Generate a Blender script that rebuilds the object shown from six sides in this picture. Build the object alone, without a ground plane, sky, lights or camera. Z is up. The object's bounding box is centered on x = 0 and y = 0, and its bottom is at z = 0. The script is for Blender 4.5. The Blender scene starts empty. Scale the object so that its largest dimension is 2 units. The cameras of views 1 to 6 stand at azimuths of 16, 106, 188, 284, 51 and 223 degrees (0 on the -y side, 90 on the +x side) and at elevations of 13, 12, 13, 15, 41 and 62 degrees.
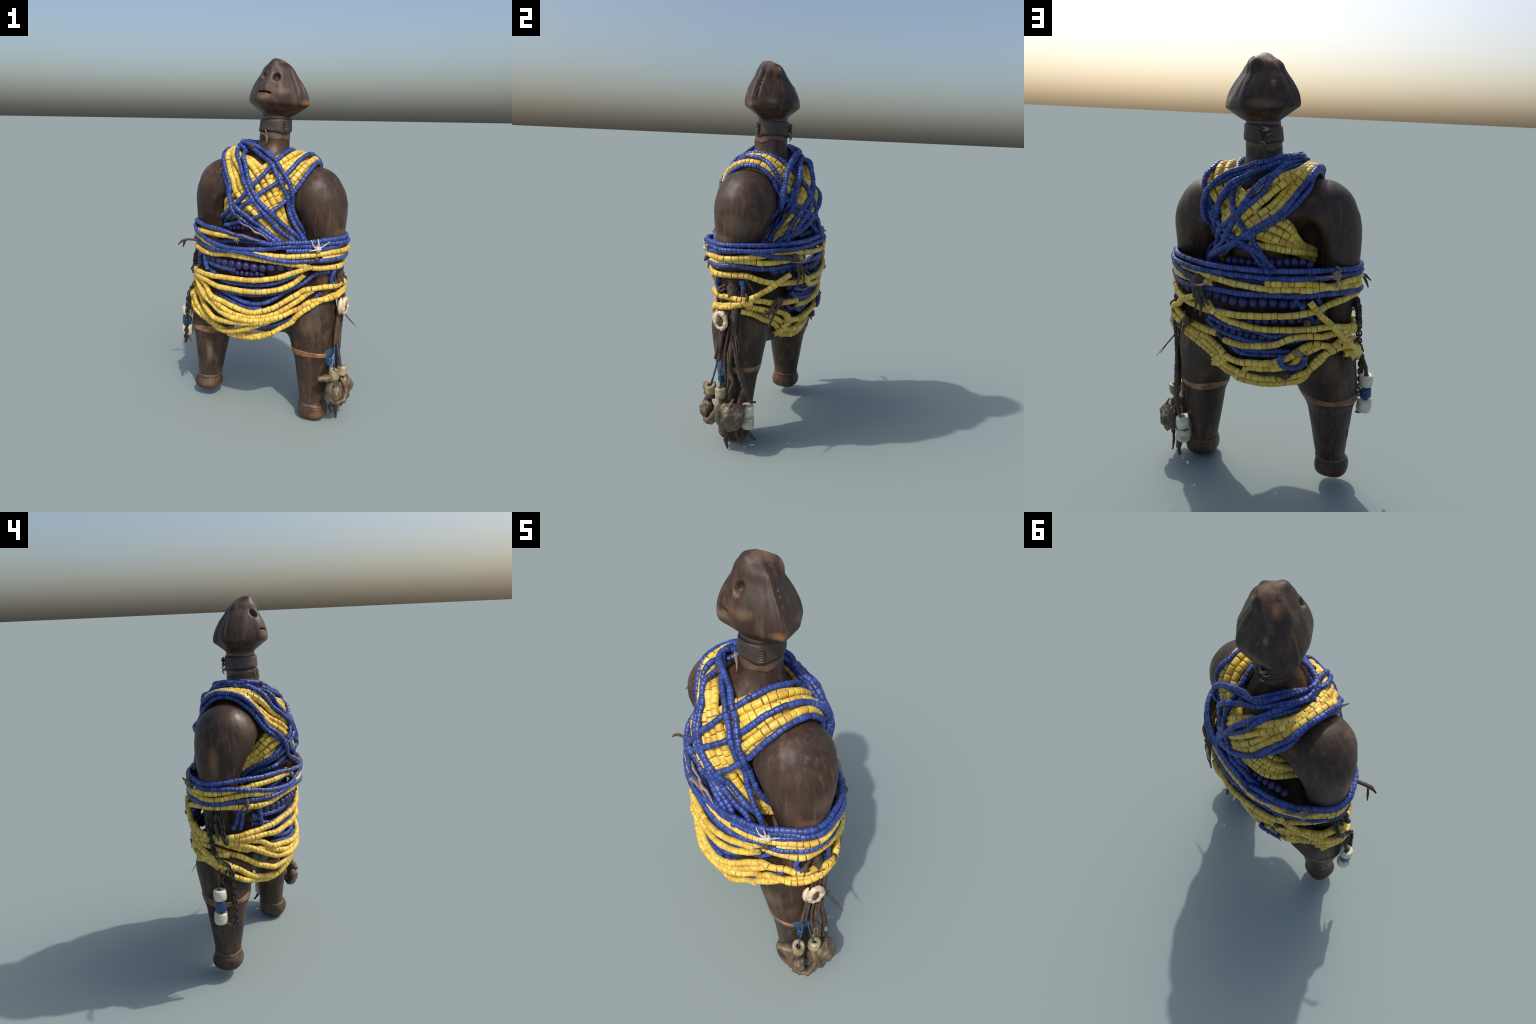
"""A carved dark-wood doll wrapped in strands of yellow and blue beads."""
import bpy, bmesh, math, random
import numpy as np
from mathutils import Vector, Matrix, noise
from mathutils.kdtree import KDTree

random.seed(11)
rng = np.random.default_rng(11)


# ------------------------------------------------------------------ the carved body as a smooth implicit solid
YAW = math.radians(-9.5)                     # the figure is turned a little about z
LAT = np.array([math.cos(YAW), math.sin(YAW), 0.0])     # toward the figure's left hand
BACK = np.array([-math.sin(YAW), math.cos(YAW), 0.0])


def local(p, c):
    q = p - np.asarray(c)
    return np.stack([q @ LAT, q @ BACK, q[..., 2]], -1)


def cone(p, a, ra, b, rb):
    a = np.asarray(a, float); b = np.asarray(b, float)
    ab = b - a
    q = p - a
    h = np.clip((q @ ab) / (ab @ ab), 0, 1)
    q = q - h[..., None] * ab
    return np.sqrt(np.einsum('...i,...i', q, q)) - (ra + (rb - ra) * h)


def round_cone(p, a, ra, b, rb):
    """two spheres and the cone that touches both: no crease where sections meet"""
    ba = b - a
    l2 = ba @ ba
    rr = ra - rb
    a2 = l2 - rr * rr
    if a2 <= 0:
        return cone(p, a, ra, b, rb)
    pa = p - a
    y = pa @ ba
    z = y - l2
    q = pa * l2 - ba * y[..., None]
    x2 = np.einsum('...i,...i', q, q)
    y2, z2 = y * y * l2, z * z * l2
    k = np.sign(rr) * rr * rr * x2
    side = (np.sqrt(x2 * a2 / l2) + y * rr) / l2 - ra
    d = np.where(np.sign(y) * a2 * y2 < k, np.sqrt(x2 + y2) / l2 - ra, side)
    return np.where(np.sign(z) * a2 * z2 > k, np.sqrt(x2 + z2) / l2 - rb, d)


def ellipsoid(p, c, r, n=2.0):
    q = np.abs(local(p, c)) / np.asarray(r)
    k = (q ** n).sum(-1) ** (1 / n)
    g = np.linalg.norm(q / np.asarray(r), axis=-1) / np.maximum(np.linalg.norm(q, axis=-1), 1e-6)
    return (k - 1) / np.maximum(g, 1e-6)


def smin(a, b, k):
    h = np.clip(.5 + .5 * (b - a) / k, 0, 1)
    return b + (a - b) * h - k * h * (1 - h)


def smax(a, b, k):
    return -smin(-a, -b, k)


def chain(p, pts, per=3):
    """a limb: round sections swept along a smooth line through (point, radius) keys"""
    k = np.array([(*c, r) for c, r in pts])
    if len(k) > 2:
        e = np.concatenate([[2 * k[0] - k[1]], k, [2 * k[-1] - k[-2]]])
        out = []
        for a, b, c, d in zip(e[:-3], e[1:-2], e[2:-1], e[3:]):
            for t in np.arange(per) / per:
                out.append(.5 * (2 * b + (c - a) * t + (2 * a - 5 * b + 4 * c - d) * t * t + (3 * b - a - 3 * c + d) * t ** 3))
        k = np.array(out + [k[-1]])
    d = None
    for a, b in zip(k[:-1], k[1:]):
        e = round_cone(p, a[:3], a[3], b[:3], b[3])
        d = e if d is None else np.minimum(d, e)
    return d


ARM = {  # shoulder, upper arm, elbow, forearm, hand on the hip
    'left': [((.274, -.049, 1.290), .156), ((.308, -.057, 1.238), .146), ((.333, -.066, 1.12), .115), ((.344, -.072, .98), .090), ((.325, -.066, .74), .083)],
    'right': [((-.252, .023, 1.310), .159), ((-.293, .036, 1.253), .140), ((-.330, .049, 1.12), .105), ((-.337, .053, .98), .088), ((-.322, .055, .74), .081)],
}
LEG = {  # hip, knee, ankle
    'left': [((.28, -.058, .62), .150), ((.297, -.056, .43), .119)],
    'right': [((-.30, .055, .62), .155), ((-.344, .042, .477), .127)],
}
SHIN = {
    'left': [((.297, -.056, .43), .111), ((.302, -.054, .085), .069)],
    'right': [((-.344, .042, .475), .118), ((-.364, .046, .14), .068)],
}
FOOT = {
    'left': ((.308, -.063, .055), (.083, .081, .055)),
    'right': ((-.373, .044, .092), (.081, .080, .052)),
}
NECK_LOW, NECK_TOP = (.026, -.006, 1.50), (.038, .002, 1.72)

# head: a rounded many-sided mitre; rim corners in plan, anticlockwise
HEAD_AXIS = np.array([.045, -.007])
RIM = [(.223, -.062), (.178, .045), (.113, .116), (.030, .132), (-.068, .113), (-.126, .047), (-.091, -.055), (-.041, -.126), (-.007, -.144), (.088, -.138)]
RIM = [tuple(HEAD_AXIS + 1.025 * (np.array(q) - HEAD_AXIS)) for q in RIM]
RIM_Z, TOP_Z, CHIN_Z = 1.780, 1.995, 1.700
EYES = [(-.016, -.096, 1.910), (.061, -.112, 1.902)]
MOUTH = (.004, -.138, 1.828)


def head_scale(z):
    """width of the head at height z: a dome above a softly rounded rim, a tucked-in jaw below"""
    t = np.clip((z - RIM_Z) / (TOP_Z - RIM_Z), 0, 1)
    u = np.clip((RIM_Z - .012 - z) / (RIM_Z - CHIN_Z - .02), -.5, 1.3)
    return smin(1.02 - .93 * t ** 1.8 + .10 * np.exp(-((t - .82) / .13) ** 2), 1.02 - .54 * u, .05)


def head(p):
    z = p[..., 2]
    s = head_scale(z + .07 * (p[..., 0] - .045) + .04 * p[..., 1])      # the rim is not quite level
    t = np.clip((z - RIM_Z) / (TOP_Z - RIM_Z), -.5, 1)
    qx = p[..., 0] - HEAD_AXIS[0] - .004 * t
    qy = p[..., 1] - HEAD_AXIS[1] + .016 * t
    d = None
    n = len(RIM)
    for i in range(n):
        ax, ay = np.array(RIM[i]) - HEAD_AXIS
        bx, by = np.array(RIM[(i + 1) % n]) - HEAD_AXIS
        nx, ny = by - ay, ax - bx
        l = math.hypot(nx, ny); nx /= l; ny /= l
        e = qx * nx + qy * ny - (ax * nx + ay * ny) * s
        d = e if d is None else smax(d, e, .007)
    d = d * .80
    d = smax(d, z - TOP_Z, .03)
    d = smax(d, CHIN_Z - z, .02)
    return d


def head_detail(p):
    d = head(p)
    # crest: a short ridge on the crown, nose ridge below it
    d = smin(d, cone(p, (.042, -.040, 1.955), .037, (.076, .014, 1.944), .038), .030)
    d = smin(d, cone(p, (.041, -.052, 1.974), .023, (.050, -.030, 1.972), .020), .015)
    d = smin(d, cone(p, (.040, -.054, 1.965), .020, (.022, -.092, 1.895), .018), .020)
    d = smin(d, cone(p, (.022, -.092, 1.895), .018, (.008, -.112, 1.835), .016), .020)
    # flutes on the sides, from the crown down to the rim
    ang = np.arctan2(p[..., 1] - HEAD_AXIS[1], p[..., 0] - HEAD_AXIS[0])
    fade = np.clip((p[..., 2] - 1.79) / .03, 0, 1) * np.clip((1.96 - p[..., 2]) / .05, 0, 1)
    for a, w, dep in [(-34, 3, .0018), (-24, 2.5, .0018), (-10, 2.2, .0045), (14, 13, .005), (42, 2.2, .0035), (68, 3, .002), (150, 3, .0025), (168, 3, .0025)]:
        da = (np.degrees(ang) - a + 180) % 360 - 180
        d = d + fade * dep * np.exp(-(da / w) ** 2)
    for e in EYES:
        d = smax(d, -ellipsoid(p, e, (.0175, .027, .022)), .007)
    m = local(p, MOUTH)
    slit = np.maximum(np.maximum(np.abs(m[..., 0]) - .036, np.abs(m[..., 2] + .10 * m[..., 0] + 3.5 * m[..., 0] ** 2) - .0032), np.abs(m[..., 1]) - .026)
    d = smax(d, -slit, .005)
    d = smax(d, -cone(p, (.098, .036, 1.978), .014, (.112, .052, 1.955), .012), .008)     # chipped hole
    d = smax(d, -cone(p, (-.002, .022, 1.985), .012, (-.034, .050, 1.945), .010), .014)     # chipped flat
    d = smin(d, np.linalg.norm(p - np.array([-.017, .092, 1.870]), axis=-1) - .006, .012)  # peg on the back
    return d


HOLLOWS = [((-.200, .168, 1.170), (.074, .125, .125)), ((.195, .120, 1.165), (.050, .105, .10)), ((-.212, -.125, 1.165), (.040, .085, .095))]      # between the arms and the back


def carve(d, p):
    for c, r in HOLLOWS:
        d = smax(d, -ellipsoid(p, c, r), .05)
    return d


def torso(p):
    d = ellipsoid(p, (.0, -.010, 1.17), (.200, .218, .390), 2.1)
    d = smin(d, cone(p, (-.135, .016, 1.338), .147, (.145, -.030, 1.326), .146), .05)
    d = smin(d, cone(p, (.018, -.005, 1.38), .112, (.026, -.006, 1.47), .080), .05)
    d = smin(d, ellipsoid(p, (.0, .0, .76), (.345, .190, .285), 2.1), .08)
    return carve(d, p)


def neck(p):
    return cone(p, NECK_LOW, .087, NECK_TOP, .075)


def limb_leg(p, side):
    return smin(chain(p, LEG[side]), chain(p, SHIN[side]), .008)


def limb(p, side):
    return chain(p, ARM[side]), limb_leg(p, side), ellipsoid(p, *FOOT[side], 2.6)


def body(p):
    d = torso(p)
    z = p[..., 2]
    for side, half in (('left', p[..., 0] > -.01), ('right', p[..., 0] < .01)):
        for m, f, k in ((half & (z > .60) & (z < 1.56), lambda q: chain(q, ARM[side]), .035),
                        (half & (z < .88), lambda q: limb_leg(q, side), .05),
                        (half & (z < .24), lambda q: ellipsoid(q, *FOOT[side], 2.6), .018)):
            if m.any():
                d[m] = smin(d[m], f(p[m]), k)
    mid = (z > .98) & (z < 1.34)
    if mid.any():
        d[mid] = carve(d[mid], p[mid])
    high = z > 1.42
    if high.any():
        q = p[high]
        d[high] = smin(smin(d[high], neck(q), .03), head_detail(q), .012)
    return d


# ------------------------------------------------------------------ where the strands lie
CHEST = np.array([.0, -.01, 1.15])           # chest strands are aimed from here: (azimuth, elevation)
AXIS = np.array([.010, .000])                # waist strands go round here: (azimuth, height)


def waist_radius(az, z):
    """rounded-oval hull of arms and belly; azimuth 0 faces -y, 90 faces +x (degrees)"""
    a = np.radians(az) - YAW
    wide = np.interp(z, [.40, .50, .60, .70, .90, 1.10, 1.25], [.30, .37, .42, .437, .437, .430, .41])
    front = np.interp(z, [.40, .46, .52, .60, .70, .90, 1.10, 1.25], [.13, .17, .215, .250, .272, .274, .282, .27])
    back = np.interp(z, [.40, .46, .52, .60, .70, .90, 1.10, 1.25], [.11, .14, .170, .202, .235, .272, .266, .25])
    deep = np.where(np.cos(a) > 0, front, back)
    n = 2.05
    az = (np.asarray(az, float) + 180) % 360 - 180

    def near(a0, w, z0=None, h=1):
        g = np.exp(-(((az - a0 + 180) % 360 - 180) / w) ** 2)
        return g if z0 is None else g * np.exp(-((z - z0) / h) ** 2)

    # low loops cling to the left thigh; slack loops swell at the back of the waist and at the front hem
    low, mid = np.clip((.80 - z) / .14, 0, 1), np.clip((1.0 - z) / .25, 0, 1)
    cling = 1 - .19 * mid * near(46, 24) - .30 * low * near(128, 25) + .09 * near(168, 30, .92, .07) + .14 * near(-38, 40, .57, .08)
    return cling * (np.abs(np.sin(a) / wide) ** n + np.abs(np.cos(a) / deep) ** n) ** (-1 / n)


# ------------------------------------------------------------------ materials
def material(name, build):
    m = bpy.data.materials.new(name)
    m.use_nodes = True
    nt = m.node_tree
    nt.nodes.clear()
    out = nt.nodes.new('ShaderNodeOutputMaterial')
    bsdf = nt.nodes.new('ShaderNodeBsdfPrincipled')
    nt.links.new(bsdf.outputs[0], out.inputs[0])
    build(nt, bsdf)
    return m


def coords(nt, kind='Object', scale=(1, 1, 1)):
    if kind == 'Position':
        src = nt.nodes.new('ShaderNodeNewGeometry').outputs['Position']
    else:
        src = nt.nodes.new('ShaderNodeTexCoord').outputs[kind]
    mp = nt.nodes.new('ShaderNodeMapping')
    mp.inputs['Scale'].default_value = scale
    nt.links.new(src, mp.inputs[0])
    return mp.outputs[0]


def noise_tex(nt, vec, scale, detail=4, rough=.55, distortion=0.0):
    n = nt.nodes.new('ShaderNodeTexNoise')
    n.inputs['Scale'].default_value = scale
    n.inputs['Detail'].default_value = detail
    n.inputs['Roughness'].default_value = rough
    n.inputs['Distortion'].default_value = distortion
    nt.links.new(vec, n.inputs['Vector'])
    return n.outputs['Fac']


def ramp(nt, fac, stops):
    r = nt.nodes.new('ShaderNodeValToRGB')
    el = r.color_ramp.elements
    while len(el) < len(stops):
        el.new(.5)
    for e, (p, c) in zip(el, stops):
        e.position = p
        e.color = (*c, 1) if len(c) == 3 else c
    nt.links.new(fac, r.inputs[0])
    return r.outputs[0]


def mix(nt, fac, a, b, mode='MIX'):
    m = nt.nodes.new('ShaderNodeMix')
    m.data_type = 'RGBA'
    m.blend_type = mode
    for i, v in ((0, fac), (6, a), (7, b)):
        if hasattr(v, 'is_linked'):
            nt.links.new(v, m.inputs[i])
        elif i == 0:
            m.inputs[0].default_value = v
        else:
            m.inputs[i].default_value = (*v, 1)
    return m.outputs[2]


def bump(nt, bsdf, height, strength, distance):
    b = nt.nodes.new('ShaderNodeBump')
    b.inputs['Strength'].default_value = strength
    b.inputs['Distance'].default_value = distance
    nt.links.new(height, b.inputs['Height'])
    nt.links.new(b.outputs[0], bsdf.inputs['Normal'])


def mask(nt, fac, lo, hi):
    return ramp(nt, fac, [(lo, (0, 0, 0)), (hi, (1, 1, 1))])


TAN, ORANGE, PALE = (.200, .128, .082), (.235, .112, .050), (.280, .205, .145)
RUBBED = [  # places where the oil has worn off: centre, reach, strength, colour
    ((.062, -.010, 1.985), (.050, .055, .030), .75, TAN), ((-.008, .030, 1.955), (.030, .034, .034), .9, ORANGE),
    ((.108, .046, 1.955), (.030, .030, .032), .9, TAN), ((-.017, .096, 1.868), (.015, .020, .018), .95, ORANGE),
    ((.215, -.062, 1.776), (.055, .040, .020), .8, ORANGE), ((.000, -.146, 1.806), (.060, .030, .018), .75, TAN),
    ((.095, -.128, 1.832), (.050, .040, .024), .45, TAN), ((.020, .132, 1.782), (.090, .030, .024), .45, TAN),
    ((.062, -.125, 1.886), (.020, .025, .012), .7, PALE), ((-.430, .040, 1.205), (.030, .032, .095), .8, ORANGE),
    ((-.425, .050, 1.10), (.040, .070, .035), .55, TAN), ((.440, -.045, 1.190), (.040, .085, .070), .50, TAN),
    ((.415, -.100, 1.115), (.050, .060, .030), .6, ORANGE), ((.340, -.125, .045), (.055, .050, .035), .75, ORANGE),
    ((-.330, -.060, .30), (.030, .030, .12), .5, PALE), ((.300, -.185, .60), (.070, .060, .070), .5, TAN),
    ((-.360, -.030, .10), (.060, .030, .030), .5, TAN), ((.190, .050, 1.79), (.03, .04, .018), .6, TAN),
] + [((.095 + .110 * k, -.014 - .032 * k, 1.948 - .125 * k ** 1.3), (.009, .011, .008), .75, PALE) for k in (.08, .22, .34, .5, .62, .8)]


def rubbed_mask(nt, centre, reach, strength, edge):
    v = nt.nodes.new('ShaderNodeVectorMath'); v.operation = 'SUBTRACT'
    nt.links.new(nt.nodes['object_place'].outputs['Object'], v.inputs[0])
    v.inputs[1].default_value = centre
    s = nt.nodes.new('ShaderNodeVectorMath'); s.operation = 'MULTIPLY'
    nt.links.new(v.outputs[0], s.inputs[0])
    s.inputs[1].default_value = tuple(1 / k for k in reach)
    n = nt.nodes.new('ShaderNodeVectorMath'); n.operation = 'LENGTH'
    nt.links.new(s.outputs[0], n.inputs[0])
    a = nt.nodes.new('ShaderNodeMath'); a.operation = 'ADD'
    nt.links.new(n.outputs['Value'], a.inputs[0]); nt.links.new(edge, a.inputs[1])
    m = nt.nodes.new('ShaderNodeMapRange')
    nt.links.new(a.outputs[0], m.inputs['Value'])
    for key, val in (('From Min', 1.55), ('From Max', .75), ('To Min', 0), ('To Max', strength)):
        m.inputs[key].default_value = val
    return m.outputs['Result']


def wood(nt, bsdf):
    place = nt.nodes.new('ShaderNodeTexCoord'); place.name = 'object_place'
    grain = noise_tex(nt, coords(nt, 'Object', (1, 1, .16)), 38, 6, .6, .4)
    broad = noise_tex(nt, coords(nt, 'Object', (1, 1, .6)), 6, 4)
    col = ramp(nt, broad, [(.32, (.030, .018, .012)), (.52, (.054, .032, .021)), (.74, (.090, .055, .037))])
    col = mix(nt, ramp(nt, grain, [(.34, (.7, .7, .7)), (.58, (0, 0, 0))]), col, (.020, .013, .010))
    wear = noise_tex(nt, coords(nt, 'Object', (1, 1, .5)), 9, 5, .65, .6)
    col = mix(nt, ramp(nt, wear, [(.54, (0, 0, 0)), (.78, (.85, .85, .85))]), col, (.170, .078, .036))
    shine = noise_tex(nt, coords(nt, 'Object', (1, 1, .18)), 34, 4, .6)
    col = mix(nt, ramp(nt, shine, [(.56, (0, 0, 0)), (.76, (.6, .6, .6))]), col, (.150, .100, .070))
    edge = noise_tex(nt, coords(nt, 'Object', (1, 1, .5)), 40, 5, .7)
    for centre, reach, strength, tint in RUBBED:
        col = mix(nt, rubbed_mask(nt, centre, reach, strength, edge), col, tint)
    nt.links.new(col, bsdf.inputs['Base Color'])
    nt.links.new(ramp(nt, broad, [(.3, (.56,) * 3), (.7, (.38,) * 3)]), bsdf.inputs['Roughness'])
    bsdf.inputs['Specular IOR Level'].default_value = .32
    bump(nt, bsdf, grain, .35, .004)


def worn_wood(nt, bsdf):
    n = noise_tex(nt, coords(nt, 'Object', (1, 1, 1)), 22, 5, .6)
    col = ramp(nt, n, [(.30, (.080, .042, .025)), (.48, (.210, .098, .042)), (.68, (.400, .205, .090))])
    nt.links.new(col, bsdf.inputs['Base Color'])
    bsdf.inputs['Roughness'].default_value = .5
    bump(nt, bsdf, n, .3, .003)


def bead_colour(low, mid, high, dirt, dust, rough):
    def build(nt, bsdf):
        geo = nt.nodes.new('ShaderNodeNewGeometry')
        info = nt.nodes.new('ShaderNodeObjectInfo')
        add = nt.nodes.new('ShaderNodeMath'); add.operation = 'ADD'
        nt.links.new(geo.outputs['Random Per Island'], add.inputs[0])
        nt.links.new(info.outputs['Random'], add.inputs[1])
        fr = nt.nodes.new('ShaderNodeMath'); fr.operation = 'FRACT'
        nt.links.new(add.outputs[0], fr.inputs[0])
        col = ramp(nt, fr.outputs[0], [(0, low), (.45, mid), (1, high)])
        broad = noise_tex(nt, coords(nt, 'Position'), 9, 3, .6)
        col = mix(nt, ramp(nt, broad, [(.44, (0, 0, 0)), (.72, (.65, .65, .65))]), col, dust)
        n = noise_tex(nt, coords(nt, 'Position'), 48, 5, .65)
        col = mix(nt, ramp(nt, n, [(.46, (0, 0, 0)), (.76, (.85, .85, .85))]), col, dirt)
        nt.links.new(col, bsdf.inputs['Base Color'])
        bsdf.inputs['Roughness'].default_value = rough
        fine = noise_tex(nt, coords(nt, 'Position'), 160, 3)
        bump(nt, bsdf, fine, .18, .002)
    return build


def mottled(a, b, c, scale, rough, strength=.5, stretch=(1, 1, 1)):
    def build(nt, bsdf):
        n = noise_tex(nt, coords(nt, 'Position', stretch), scale, 5, .62, .3)
        nt.links.new(ramp(nt, n, [(.30, a), (.52, b), (.74, c)]), bsdf.inputs['Base Color'])
        bsdf.inputs['Roughness'].default_value = rough
        bump(nt, bsdf, n, strength, .006)
    return build


MAT = {
    'wood': material('dark_oiled_wood', wood),
    'worn': material('worn_wood_edge', worn_wood),
    'rim': material('rubbed_wood', mottled((.050, .028, .018), (.100, .056, .035), (.180, .105, .065), 24, .5, .3)),
    'Y': material('yellow_glass', bead_colour((.58, .36, .042), (.77, .535, .070), (.85, .635, .120), (.40, .22, .048), (.62, .44, .13), .42)),
    'B': material('blue_glass', bead_colour((.013, .028, .140), (.022, .052, .260), (.046, .092, .370), (.018, .026, .075), (.050, .075, .220), .42)),
    'D': material('navy_glass', bead_colour((.017, .017, .085), (.024, .024, .115), (.034, .032, .140), (.020, .018, .060), (.035, .035, .10), .42)),
    'W': material('white_glass', mottled((.42, .34, .20), (.66, .62, .47), (.80, .78, .66), 22, .35, .1)),
    'P': material('smoky_glass', mottled((.16, .12, .06), (.34, .28, .16), (.56, .48, .30), 16, .32, .1)),
    'C': material('cobalt_glass', mottled((.010, .030, .090), (.022, .070, .190), (.035, .10, .25), 18, .3, .1)),
    'blue_cloth': material('blue_stain', mottled((.020, .030, .050), (.035, .085, .170), (.060, .140, .260), 26, .7)),
    'cord_y': material('dusty_thread', mottled((.085, .045, .020), (.150, .080, .030), (.220, .125, .045), 60, .85)),
    'cord_b': material('dark_thread', mottled((.012, .016, .050), (.020, .026, .085), (.040, .040, .090), 60, .85)),
    'leather': material('dry_leather', mottled((.034, .022, .015), (.075, .048, .032), (.135, .088, .058), 40, .75, .7, (1, 1, .4))),
    'pouch': material('greased_hide', mottled((.055, .038, .022), (.110, .080, .048), (.200, .150, .085), 18, .45, .6)),
    'tan': material('pale_fibre', mottled((.140, .100, .070), (.270, .205, .150), (.45, .37, .29), 40, .8, .6)),
    'white_fibre': material('white_fibre', mottled((.42, .36, .29), (.66, .60, .52), (.80, .75, .68), 40, .8, .4)),
    'chain': material('dark_iron', mottled((.012, .010, .009), (.026, .021, .018), (.060, .045, .035), 50, .5, .5)),
    'collar': material('black_leather', mottled((.026, .019, .016), (.044, .032, .027), (.068, .050, .041), 14, .55, .25)),
    'shell': material('ivory_shell', mottled((.34, .19, .08), (.62, .52, .36), (.76, .71, .60), 20, .35, .15)),
    'pith': material('brown_pith', mottled((.040, .020, .012), (.110, .055, .030), (.230, .130, .075), 60, .8, 1.0)),
}


# ------------------------------------------------------------------ mesh helpers
doll = bpy.data.objects.new('beaded_doll', None)
bpy.context.scene.collection.objects.link(doll)
doll['label'] = 'carved dark wooden doll wrapped in yellow and blue beads'
doll['category'] = 'doll figurine'


def add(name, mesh, mat=None, parent=doll, stuff=False, smooth=True):
    ob = bpy.data.objects.new(name, mesh)
    bpy.context.scene.collection.objects.link(ob)
    ob.parent = parent
    if mat is not None:
        mesh.materials.clear()
        mesh.materials.append(MAT[mat])
    if smooth:
        mesh.polygons.foreach_set('use_smooth', np.ones(len(mesh.polygons), bool))
    if stuff:
        ob['kind'] = 'stuff'
    return ob


def make_mesh(name, verts, faces):
    """faces: (n, k) integer array"""
    me = bpy.data.meshes.new(name)
    verts = np.asarray(verts, np.float32)
    faces = np.asarray(faces, np.int32)
    n, k = faces.shape
    me.vertices.add(len(verts))
    me.vertices.foreach_set('co', verts.ravel())
    me.loops.add(n * k)
    me.loops.foreach_set('vertex_index', faces.ravel())
    me.polygons.add(n)
    me.polygons.foreach_set('loop_start', np.arange(0, n * k, k, dtype=np.int32))
    me.update(calc_edges=True)
    me.validate()
    return me


def catmull(pts, closed=False, per=14):
    p = np.asarray(pts, float)
    n = len(p)
    out = []
    rngs = range(n if closed else n - 1)
    for i in rngs:
        if closed:
            a, b, c, d = p[(i - 1) % n], p[i], p[(i + 1) % n], p[(i + 2) % n]
        else:
            a, b, c, d = p[max(i - 1, 0)], p[i], p[i + 1], p[min(i + 2, n - 1)]
        for t in np.linspace(0, 1, per, endpoint=False):
            out.append(.5 * ((2 * b) + (c - a) * t + (2 * a - 5 * b + 4 * c - d) * t * t + (3 * b - a - 3 * c + d) * t ** 3))
    if not closed:
        out.append(p[-1])
    return np.array(out)


def resample(path, step):
    seg = np.linalg.norm(np.diff(path, axis=0), axis=1)
    s = np.concatenate([[0], np.cumsum(seg)])
    m = max(int(round(s[-1] / step)), 2)
    t = np.linspace(0, s[-1], m + 1)
    return np.stack([np.interp(t, s, path[:, i]) for i in range(3)], -1), t


def frames(path):
    t = np.gradient(path, axis=0)
    t /= np.maximum(np.linalg.norm(t, axis=1, keepdims=True), 1e-9)
    u = np.cross(t[0], [0.31, .52, .79]); u /= np.linalg.norm(u)
    U = []
    for k in range(len(path)):
        u = u - t[k] * (u @ t[k]); u /= np.linalg.norm(u)
        U.append(u)
    U = np.array(U)
    return t, U, np.cross(t, U)


def tube(path, radius, sides=8, flat=1.0, wobble=0.0, seed=0):
    """closed-ended tube along a path; radius may taper; flat squashes one way; wobble roughens it"""
    path = np.asarray(path, float)
    n = len(path)
    rad = np.interp(np.linspace(0, 1, n), np.linspace(0, 1, len(radius)), radius) if hasattr(radius, '__len__') else np.full(n, radius)
    t, u, v = frames(path)
    a = np.linspace(0, 2 * np.pi, sides, endpoint=False)
    ring = path[:, None] + rad[:, None, None] * (np.cos(a)[None, :, None] * u[:, None] + flat * np.sin(a)[None, :, None] * v[:, None])
    if wobble:
        for i in range(n):
            for j in range(sides):
                d = ring[i, j] - path[i]
                ring[i, j] = path[i] + d * (1 + wobble * noise.noise(Vector(ring[i, j] * 70 + seed)))
    verts = np.concatenate([ring.reshape(-1, 3), path[:1], path[-1:]])
    f = []
    for i in range(n - 1):
        for j in range(sides):
            k = (j + 1) % sides
            f.append((i * sides + j, i * sides + k, (i + 1) * sides + k, (i + 1) * sides + j))
    base = n * sides
    for j in range(sides):
        k = (j + 1) % sides
        f.append((base, k, j, j)); f.append((base + 1, base - sides + j, base - sides + k, base - sides + k))
    return verts, f


def poly_mesh(name, parts):
    """join (verts, faces) pieces; degenerate quads become triangles"""
    V, F, o = [], [], 0
    for v, f in parts:
        V.append(np.asarray(v, float))
        for q in f:
            q = [x + o for x in dict.fromkeys(q)]
            F.append(q)
        o += len(v)
    me = bpy.data.meshes.new(name)
    me.from_pydata(np.concatenate(V).tolist(), [], F)
    me.update()
    return me


def strip(name, pts, radius, mat='leather', parent=doll, flat=.55, wobble=.35, sides=8, closed=False):
    path, _ = resample(catmull(pts, closed), .008)
    return add(name, poly_mesh(name, [tube(path, radius, sides, flat, wobble, len(pts))]), mat, parent)


def blob(centre, radii, rough=.15, freq=14, seed=0, sub=4, squash=None):
    bm = bmesh.new()
    bmesh.ops.create_icosphere(bm, subdivisions=sub, radius=1)
    for v in bm.verts:
        d = v.co.normalized()
        k = 1 + rough * noise.fractal(d * freq * .12 + Vector((seed * 3.1, seed, 0)), 1.0, 2.0, 4)
        w = Vector((d.x * radii[0], d.y * radii[1], d.z * radii[2])) * k
        v.co = Vector(centre) + w
    V = [tuple(v.co) for v in bm.verts]
    bm.verts.index_update()
    F = [tuple(v.index for v in f.verts) for f in bm.faces]
    bm.free()
    return V, F


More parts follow.
